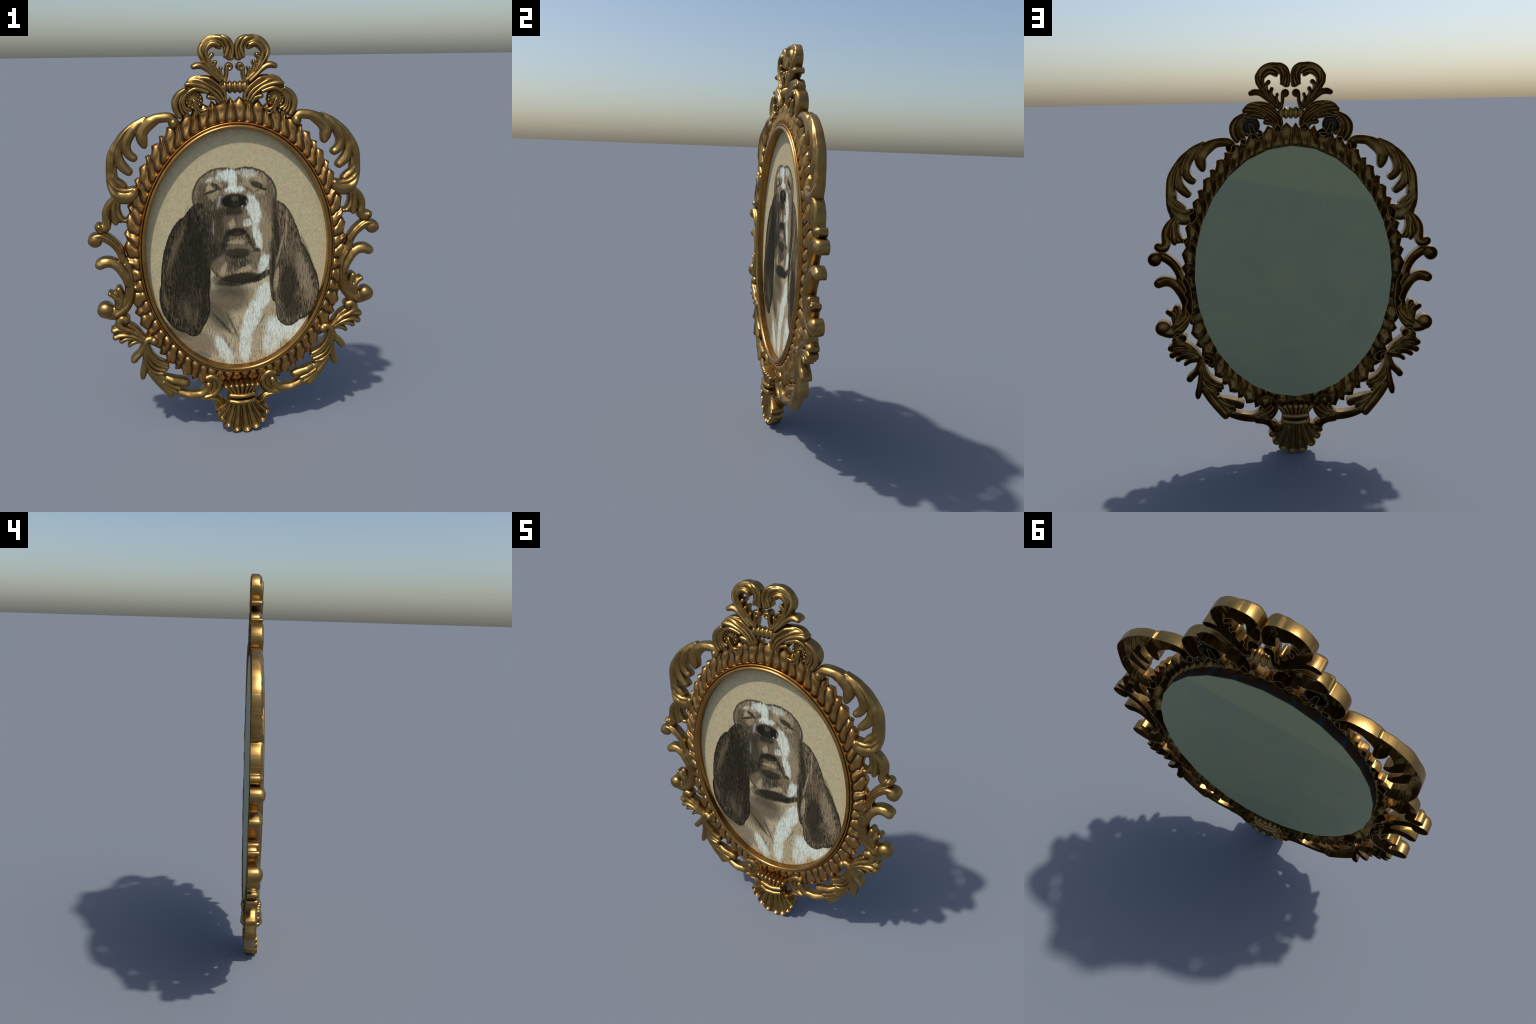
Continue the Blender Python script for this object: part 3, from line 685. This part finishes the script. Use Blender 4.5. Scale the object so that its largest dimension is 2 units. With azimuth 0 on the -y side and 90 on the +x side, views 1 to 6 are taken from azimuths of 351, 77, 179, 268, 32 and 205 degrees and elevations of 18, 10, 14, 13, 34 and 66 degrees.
PARTS['leaf_garland'] = [
    (0.044, 0.85, [(0.592, 0.624, 0.0372), (0.550, 0.594, 0.0294), (0.511, 0.570, 0.0216), (0.484, 0.560, 0.0157)]),
    (0.060, 0.7, [(0.565, 0.676, 0.0218), (0.583, 0.680, 0.0210), (0.597, 0.665, 0.0205), (0.595, 0.647, 0.0186), (0.576, 0.633, 0.0127), (0.539, 0.615, 0.0108), (0.507, 0.591, 0.0088), (0.483, 0.571, 0.0078)]),
    (0.052, 0.7, [(0.552, 0.648, 0.0088), (0.529, 0.630, 0.0107), (0.506, 0.606, 0.0098), (0.487, 0.577, 0.0088)]),
    (0.056, 0.7, [(0.627, 0.621, 0.0157), (0.604, 0.626, 0.0147), (0.569, 0.620, 0.0108), (0.530, 0.599, 0.0088), (0.495, 0.573, 0.0071)], 'ridged'),
    (0.058, 0.7, [(0.621, 0.584, 0.0157), (0.597, 0.593, 0.0137), (0.561, 0.592, 0.0108), (0.526, 0.581, 0.0088), (0.491, 0.563, 0.0071)], 'ridged'),
    (0.053, 0.7, [(0.594, 0.561, 0.0128), (0.574, 0.571, 0.0122), (0.540, 0.572, 0.0094), (0.501, 0.560, 0.0079)]),
    (0.051, 0.7, [(0.557, 0.535, 0.0098), (0.543, 0.546, 0.0114), (0.521, 0.553, 0.0108), (0.498, 0.553, 0.0098)]),
    (0.060, 0.7, [(0.478, 0.544, 0.0157), (0.472, 0.557, 0.0181), (0.452, 0.562, 0.0196), (0.437, 0.553, 0.0236)]),
    (0.066, 0.6, [(0.434, 0.551, 0.0251), (0.434, 0.551, 0.0251)]),
    (0.056, 0.7, [(0.478, 0.548, 0.0167), (0.491, 0.514, 0.0158), (0.507, 0.486, 0.0154), (0.527, 0.467, 0.0168), (0.540, 0.452, 0.0168)], 'ridged'),
    (0.054, 0.7, [(0.479, 0.510, 0.0118), (0.484, 0.447, 0.0148), (0.491, 0.404, 0.0169), (0.499, 0.373, 0.0169), (0.503, 0.352, 0.0120)], 'sinks in at its start ridged'),
    (0.042, 0.85, [(0.477, 0.521, 0.0157), (0.474, 0.479, 0.0197), (0.459, 0.437, 0.0277), (0.435, 0.410, 0.0258), (0.412, 0.398, 0.0218)]),
    (0.054, 0.7, [(0.470, 0.542, 0.0108), (0.465, 0.511, 0.0108), (0.454, 0.479, 0.0118), (0.435, 0.450, 0.0119), (0.405, 0.425, 0.0119), (0.380, 0.413, 0.0115)]),
    (0.053, 0.7, [(0.474, 0.531, 0.0089), (0.469, 0.494, 0.0095), (0.456, 0.458, 0.0103), (0.431, 0.427, 0.0103), (0.400, 0.407, 0.0103), (0.376, 0.399, 0.0095)]),
    (0.052, 0.7, [(0.479, 0.521, 0.0089), (0.478, 0.479, 0.0095), (0.466, 0.441, 0.0103), (0.443, 0.409, 0.0103), (0.412, 0.391, 0.0103), (0.386, 0.383, 0.0089)]),
    (0.051, 0.7, [(0.485, 0.510, 0.0089), (0.486, 0.468, 0.0099), (0.479, 0.425, 0.0109), (0.459, 0.392, 0.0119), (0.432, 0.371, 0.0119), (0.400, 0.366, 0.0095)]),
    (0.045, 0.8, [(0.462, 0.380, 0.0186), (0.437, 0.349, 0.0256), (0.405, 0.314, 0.0326), (0.376, 0.280, 0.0350), (0.359, 0.255, 0.0257)]),
    (0.055, 0.7, [(0.387, 0.333, 0.0163), (0.340, 0.315, 0.0198), (0.308, 0.305, 0.0214), (0.287, 0.298, 0.0210)], 'sinks in at its start ridged'),
    (0.050, 0.7, [(0.398, 0.315, 0.0105), (0.359, 0.288, 0.0128), (0.322, 0.273, 0.0135)]),
    (0.049, 0.7, [(0.406, 0.309, 0.0105), (0.373, 0.275, 0.0128), (0.341, 0.250, 0.0152)]),
    (0.051, 0.7, [(0.467, 0.385, 0.0116), (0.440, 0.341, 0.0151), (0.410, 0.299, 0.0175), (0.383, 0.262, 0.0187), (0.366, 0.239, 0.0169)]),
    (0.057, 0.68, [(0.327, 0.246, 0.0187), (0.290, 0.233, 0.0199), (0.247, 0.225, 0.0206), (0.208, 0.226, 0.0222), (0.177, 0.250, 0.0222), (0.168, 0.276, 0.0210)], 'sinks in at its start ridged'),
    (0.045, 0.8, [(0.168, 0.317, 0.0255), (0.143, 0.320, 0.0267), (0.122, 0.288, 0.0321), (0.129, 0.257, 0.0315), (0.149, 0.228, 0.0257), (0.177, 0.217, 0.0211)]),
    (0.061, 0.7, [(0.177, 0.321, 0.0163), (0.150, 0.327, 0.0174), (0.124, 0.310, 0.0174), (0.112, 0.281, 0.0174), (0.121, 0.250, 0.0163), (0.149, 0.223, 0.0140), (0.189, 0.212, 0.0117)]),
    (0.054, 0.7, [(0.201, 0.207, 0.0145), (0.166, 0.202, 0.0152), (0.135, 0.192, 0.0199), (0.117, 0.174, 0.0234), (0.109, 0.156, 0.0216)]),
    (0.059, 0.7, [(0.177, 0.204, 0.0070), (0.142, 0.198, 0.0082), (0.121, 0.186, 0.0094), (0.107, 0.165, 0.0106)]),
]

# ------------------------------------------------------------------ the frame
frame = bpy.data.objects.new("picture_frame", None)
frame["label"] = "ornate oval gilded frame with a hound drawing"
frame["category"] = "picture frame"
link(frame)

for part in ("crest_scroll", "acanthus_leaf", "volute", "side_acanthus", "side_scroll", "leaf_garland"):
    pair(part, relief_mesh(part, PARTS[part], [GOLD]), frame)

# --- ring moulding: a section swept round an oval ----------------------------
OVAL_Z, OVAL_A, OVAL_B = 0.983, 0.478, 0.637


def oval_sweep(name, section, mats, parent, steps=288, closed=True, a=OVAL_A, b=OVAL_B, zc=OVAL_Z, angle=45, face_mat=None):
    """section: (inset from the oval, y) points."""
    verts, faces, fm = [], [], []
    k = len(section)
    for i in range(steps):
        t = 2 * math.pi * i / steps
        nx, nz = math.sin(t) / a, math.cos(t) / b
        n = math.hypot(nx, nz)
        nx, nz = nx / n, nz / n
        for d, y in section:
            verts.append((a * math.sin(t) - d * nx, y, zc + b * math.cos(t) - d * nz))
    for i in range(steps):
        for j in range(k if closed else k - 1):
            p, q = i * k + j, i * k + (j + 1) % k
            r, s = ((i + 1) % steps) * k + (j + 1) % k, ((i + 1) % steps) * k + j
            faces.append((p, q, r, s))
    me = mesh_from(name, verts, faces, mats, smooth_angle=angle)
    return link(bpy.data.objects.new(name, me), parent)


def arc(cx, cy, rx, ry, a0, a1, n):
    return [(cx + rx * math.cos(math.radians(a0 + (a1 - a0) * i / n)), cy + ry * math.sin(math.radians(a0 + (a1 - a0) * i / n))) for i in range(n + 1)]


section = [(0.0, 0.020)] + arc(0.0045, -0.006, 0.0045, 0.0065, 180, 360, 8) + [(0.0095, -0.0055)] \
    + arc(0.0200, -0.007, 0.0103, 0.0135, 182, 360, 14) + [(0.0310, 0.0), (0.0320, 0.024), (0.012, 0.024)]
oval_sweep("oval_moulding", section, [RING_GOLD], frame)

# --- gadroons ---------------------------------------------------------------
N_GAD = 72
OUT_Z, OUT_A, OUT_B = 1.0085, 0.55, 0.7235


def lerp_table(tab, x):
    for (x0, y0), (x1, y1) in zip(tab, tab[1:]):
        if x <= x1:
            u = (x - x0) / (x1 - x0)
            u = u * u * (3 - 2 * u)
            return y0 + (y1 - y0) * u
    return tab[-1][1]


REACH = [(0, 1.0), (95, 1.0), (120, 1.045), (150, 1.072), (160, 1.075), (172, 1.02), (180, 1.0)]   # how far tips stand out, by angle from the top
BULGE = [(0, -0.08), (0.28, -0.03), (0.62, 0.17), (1.0, 0.05)]        # lobe half width along its length
SKEW = [(0, 0.0), (0.2, -0.06), (0.55, 0.34), (0.85, 0.53), (1.0, 0.36)]
FRONT = [(0, 0.046), (0.2, 0.052), (0.6, 0.045), (1.0, 0.030)]     # height above the back plane


def lean_at(deg):
    """Lobes lean towards the nearer end of the oval."""
    deg = deg % 360
    side = deg if deg <= 180 else 360 - deg
    return math.sin(math.radians(2 * side)) * (1 if deg <= 180 else -1)


def gadroon(k):
    deg = (k + 0.5) * 360 / N_GAD
    side = deg if deg <= 180 else 360 - deg
    tip_lean = lean_at(deg)
    plump = k % 2 == 0
    NS, NR = 27, 24
    jit = rng.uniform(-0.04, 0.04)
    amp = rng.uniform(0.9, 1.1)
    verts, faces, fm = [], [], []
    for j in range(NR + 1):
        for i in range(NS + 1):
            s = -1 + 2 * i / NS
            tip_s = -0.25 * tip_lean
            fall = (s - tip_s) / ((1 - tip_s) if s > tip_s else (1 + tip_s))
            lean = lean_at(deg + s * 180 / N_GAD)
            r_out = 1.0 - 0.22 * abs(fall) ** (1.15 if plump else 0.9) + 0.03 * jit * (1 - abs(fall))
            r = j / NR * r_out
            rr = j / NR
            b = lerp_table(BULGE, r) * (1 if plump else -1)
            half = 0.5 + b
            off = -SK(r) * lean
            t = math.radians(deg + (s * half + off) * 360 / N_GAD)
            sd = math.degrees(t) % 360
            sd = sd if sd <= 180 else 360 - sd
            f = lerp_table(REACH, sd)
            xi, zi = 0.474 * math.sin(t), OVAL_Z + 0.633 * math.cos(t)
            xo, zo = OUT_A * f * math.sin(t), OUT_Z + OUT_B * f * math.cos(t)
            groove = max(0.0, (abs(s) - 0.84) / 0.16)
            if plump:
                crown = 0.0145 * (1 - abs(s / 0.9) ** 2.6 if abs(s) < 0.9 else 0)
                crown -= 0.004 * math.exp(-((r - 0.45) / 0.12) ** 2) * math.exp(-(s / 0.4) ** 2)
            else:
                q = min(abs(s) / 0.9, 1)
                waist = math.exp(-((r - 0.62) / 0.25) ** 2)
                crown = 0.0135 * (1 - q ** 2.2) - 0.0035 * waist * math.exp(-((q - 0.5) / 0.25) ** 2) + 0.002 * (1 - abs(s)) ** 3
            ends = min(1.0, (1 - rr) / 0.12) ** 0.6 if rr > 0.88 else 1.0
            ends *= min(1.0, 0.35 + rr / 0.12)
            y = Y_BACK - lerp_table(FRONT, r) + 0.008 - crown * 0.88 * amp * ends - (0 if groove <= 0 else -0.002 * groove)
            verts.append((xi + (xo - xi) * r, y, zi + (zo - zi) * r))
    for j in range(NR):
        for i in range(NS):
            p = j * (NS + 1) + i
            faces.append((p, p + 1, p + NS + 2, p + NS + 1))
            fm.append(1 if i < 2 or i >= NS - 2 or j < 1 else 0)  # dark brown faces: shade painted into the grooves and inner end
    # the outer end turns back to the wall
    top = NR * (NS + 1)
    n0 = len(verts)
    for i in range(NS + 1):
        x, y, z = verts[top + i]
        verts.append((x, Y_BACK, z))
    for i in range(NS):
        faces.append((top + i, top + i + 1, n0 + i + 1, n0 + i))
        fm.append(0)
    return verts, faces, fm


def SK(r):
    return lerp_table(SKEW, r)


for k in range(N_GAD):
    v, f, fm = gadroon(k)
    me = mesh_from("gadroon", v, f, [COPPER_GOLD, DARK_BROWN], smooth_angle=50, face_mats=fm)
    ob = link(bpy.data.objects.new("gadroon", me), frame)
    add_shell(ob, 0.002)

# --- backing box and picture --------------------------------------------------
def oval_disc(name, a, b, zc, y, mat, parent, facing, rings=40, steps=192):
    verts, faces = [(0, y, zc)], []
    for r in range(1, rings + 1):
        for i in range(steps):
            t = 2 * math.pi * i / steps
            verts.append((a * r / rings * math.sin(t), y, zc + b * r / rings * math.cos(t)))
    for i in range(steps):
        faces.append((0, 1 + i, 1 + (i + 1) % steps))
    for r in range(1, rings):
        o, p = 1 + (r - 1) * steps, 1 + r * steps
        for i in range(steps):
            j = (i + 1) % steps
            faces.append((o + i, p + i, p + j, o + j))
    if facing > 0:
        faces = [f[::-1] for f in faces]
    me = mesh_from(name, verts, faces, [mat])
    return link(bpy.data.objects.new(name, me), parent)


box = oval_sweep("backing_rim", [(0.0, 0.044), (0.0, 0.018), (0.0, 0.006), (0.012, 0.006), (0.012, 0.044)], [EDGE_WOOD], frame, a=0.4845, b=0.637, zc=0.982, steps=280)
box.data.materials.append(EDGE_SLATE)
for p in box.data.polygons:
    turn = math.degrees(math.atan2(p.center.x / 0.4845, (p.center.z - 0.982) / 0.637)) * 28 / 360
    if abs(turn - round(turn)) < 0.09 and p.center.y > 0.01:      # slate stripes at even steps round the rim
        p.material_index = 1
verts, faces = [], []
STEPS = 28
for y in (0.0470, 0.0445):
    for i in range(STEPS):
        t = 2 * math.pi * i / STEPS
        verts.append((0.4865 * math.sin(t), y, 0.982 + 0.6395 * math.cos(t)))
faces = [tuple(range(STEPS)), tuple(range(2 * STEPS - 1, STEPS - 1, -1))] + [(i, i + STEPS, (i + 1) % STEPS + STEPS, (i + 1) % STEPS) for i in range(STEPS)]
bm_me = mesh_from("backing_board", verts, faces, [SLATE], smooth_angle=30)
link(bpy.data.objects.new("backing_board", bm_me), frame)
picture = oval_disc("picture", 0.452, 0.611, 0.983, PICTURE_Y, DRAWING[0], frame, -1)
for mat in DRAWING[1:]:
    picture.data.materials.append(mat)
for p in picture.data.polygons:
    c = min(COLUMNS - 1, max(0, int((p.center.x - SHEET[0]) / wx)))
    r = min(ROWS - 1, max(0, int((p.center.z - SHEET[2]) / wz)))
    p.material_index = r * COLUMNS + c

# --- scallop shell pendant, carved in the round ---------------------------------
SHELL_Y = 0.012
strokes = [(0.018, 0.8, [(0.0, 0.215, 0.072), (0.0, 0.15, 0.080), (0.0, 0.10, 0.080)])]
for tx, tz, w in [(-0.127, 0.140, 0.0165), (-0.112, 0.104, 0.0205), (-0.080, 0.063, 0.0255), (-0.035, 0.034, 0.0285),
                  (0.020, 0.029, 0.0285), (0.067, 0.043, 0.0275), (0.103, 0.074, 0.0225), (0.126, 0.117, 0.0180)]:
    ox = tx * 0.42
    strokes.append((0.050, 0.55, [(ox, 0.190, w * 0.42, 0.56), ((ox * 0.55 + tx * 0.45) * 0.97, 0.190 * 0.5 + tz * 0.5, w * 0.72, 0.64), (tx, tz, w, 0.68)], "scoop"))
shell_me = relief_mesh("scallop_shell", strokes, [GOLD], y_back=SHELL_Y, both_sides=True)
for v in shell_me.vertices:          # the petals curl forward towards their tips
    reach = math.hypot(v.co.x, v.co.z - 0.19) / 0.17
    v.co.y -= 0.012 * min(reach, 1.2) ** 1.6
link(bpy.data.objects.new("scallop_shell", shell_me), frame)
strokes = [(0.026, 0.9, [(-0.050, 0.235, 0.02), (0.050, 0.235, 0.02)]), (0.030, 0.9, [(-0.058, 0.26, 0.024), (0.058, 0.26, 0.024)])]
for i in range(7):
    u = (i - 3) / 3
    strokes.append((0.058 - 0.010 * abs(u), 0.7, [(u * 0.050, 0.225, 0.0055, 0.75), (u * 0.058, 0.25, 0.0075, 0.85), (u * 0.082, 0.283 - 0.006 * u * u, 0.0132, 1.0)]))
link(bpy.data.objects.new("fluted_crown", relief_mesh("fluted_crown", strokes, [GOLD], y_back=0.003, both_sides=True)), frame)
for z, hw, hh, w in ((0.226, 0.060, 0.056, 0.0125), (0.192, 0.060, 0.060, 0.0130)):
    bow = [(-hw, z + 0.002, w, 0.8), (-hw * 0.5, z, w, 0.97), (0, z - 0.001, w, 1.0), (hw * 0.5, z, w, 0.97), (hw, z + 0.002, w, 0.8)]
    link(bpy.data.objects.new("binding_band", relief_mesh("binding_band", [(hh, 0.7, bow)], [GOLD], y_back=0.0, both_sides=True)), frame)

# --- turned spool in the crest --------------------------------------------------
prof = []
for i in range(5):
    x0 = -0.046 + i * 0.023
    prof += [(x0 - 0.0105, 0.0205), (x0 - 0.0075, 0.0245), (x0 - 0.004, 0.0275), (x0, 0.0285), (x0 + 0.004, 0.0275), (x0 + 0.0075, 0.0245), (x0 + 0.0105, 0.0205)]
verts, faces = [], []
SEG = 32
for x, r in prof:
    for i in range(SEG):
        a = 2 * math.pi * i / SEG
        verts.append((x, 0.020 + r * math.cos(a) * 0.97, 1.7735 + r * math.sin(a)))
for j in range(len(prof) - 1):
    for i in range(SEG):
        faces.append((j * SEG + i, j * SEG + (i + 1) % SEG, (j + 1) * SEG + (i + 1) % SEG, (j + 1) * SEG + i))
faces.append(tuple(range(SEG)))
faces.append(tuple(range(len(prof) * SEG - 1, (len(prof) - 1) * SEG - 1, -1)))
link(bpy.data.objects.new("turned_spool", mesh_from("turned_spool", verts, faces, [GOLD], smooth_angle=60)), frame)

# --- rosettes with beaded rims, and the tendrils that hold them -------------------
def uv_dome(verts, faces, c, r, flat=0.7, seg=10, rings=5):
    n0 = len(verts)
    for j in range(rings):
        a = math.pi / 2 * j / rings
        for i in range(seg):
            b = 2 * math.pi * i / seg
            verts.append((c[0] + r * math.cos(a) * math.cos(b), c[1] - flat * r * math.sin(a), c[2] + r * math.cos(a) * math.sin(b)))
    verts.append((c[0], c[1] - flat * r, c[2]))
    for j in range(rings - 1):
        for i in range(seg):
            p, q = n0 + j * seg + i, n0 + j * seg + (i + 1) % seg
            faces.append((q, p, p + seg, q + seg))
    for i in range(seg):
        faces.append((n0 + (rings - 1) * seg + (i + 1) % seg, n0 + (rings - 1) * seg + i, len(verts) - 1))


RX, RZ = 0.1885, 1.7185
verts, faces = [], []
profile = [(0.0, 0.012), (0.008, 0.010), (0.016, 0.014), (0.024, 0.018), (0.030, 0.016), (0.036, 0.013), (0.040, 0.016), (0.041, 0.022), (0.041, Y_BACK)]
SEG = 40
for r, y in profile:
    for i in range(SEG):
        b = 2 * math.pi * i / SEG
        verts.append((RX + r * math.cos(b), y, RZ + r * math.sin(b)))
for j in range(len(profile) - 1):
    for i in range(SEG):
        p, q = j * SEG + i, j * SEG + (i + 1) % SEG
        faces.append((p, q, q + SEG, p + SEG))
rose = mesh_from("rosette", verts, faces, [DARK_BROWN], smooth_angle=50)
beads_v, beads_f = [], []
for i in range(12):
    b = 2 * math.pi * (i + 0.3) / 12
    uv_dome(beads_v, beads_f, (RX + 0.0335 * math.cos(b), 0.0115, RZ + 0.0335 * math.sin(b)), 0.0072 * rng.uniform(0.85, 1.1), 1.0)
for i in range(10):
    b = 2 * math.pi * i / 10
    uv_dome(beads_v, beads_f, (RX + 0.0215 * math.cos(b), 0.0145, RZ + 0.0215 * math.sin(b)), 0.0045 * rng.uniform(0.8, 1.1), 0.9)
bead_me = mesh_from("bead_rim", beads_v, beads_f, [GOLD])
tendril = [
    (0.055, 0.82, [(0.190, 1.719, 0.0085), (0.189, 1.712, 0.0080), (0.184, 1.690, 0.0075), (0.180, 1.668, 0.0095), (0.180, 1.655, 0.0060)]),
    (0.057, 0.80, [(0.186, 1.716, 0.0070), (0.178, 1.698, 0.0060), (0.171, 1.684, 0.0065), (0.160, 1.675, 0.0080), (0.148, 1.673, 0.0085), (0.134, 1.679, 0.0050)]),
    (0.050, 0.80, [(0.172, 1.680, 0.0070), (0.165, 1.660, 0.0070), (0.150, 1.654, 0.0050)]),
]
tendril_me = relief_mesh("tendril", tendril, [GOLD], y_back=0.045, cell=0.0012)
for side, ob in zip((1, -1), pair("rosette", rose, frame)):
    beads = bpy.data.objects.new("bead_rim", bead_me)
    beads["kind"] = "stuff"
    beads.parent = ob          # mirrored together with its rosette
    bpy.context.scene.collection.objects.link(beads)
pair("tendril", tendril_me, frame)
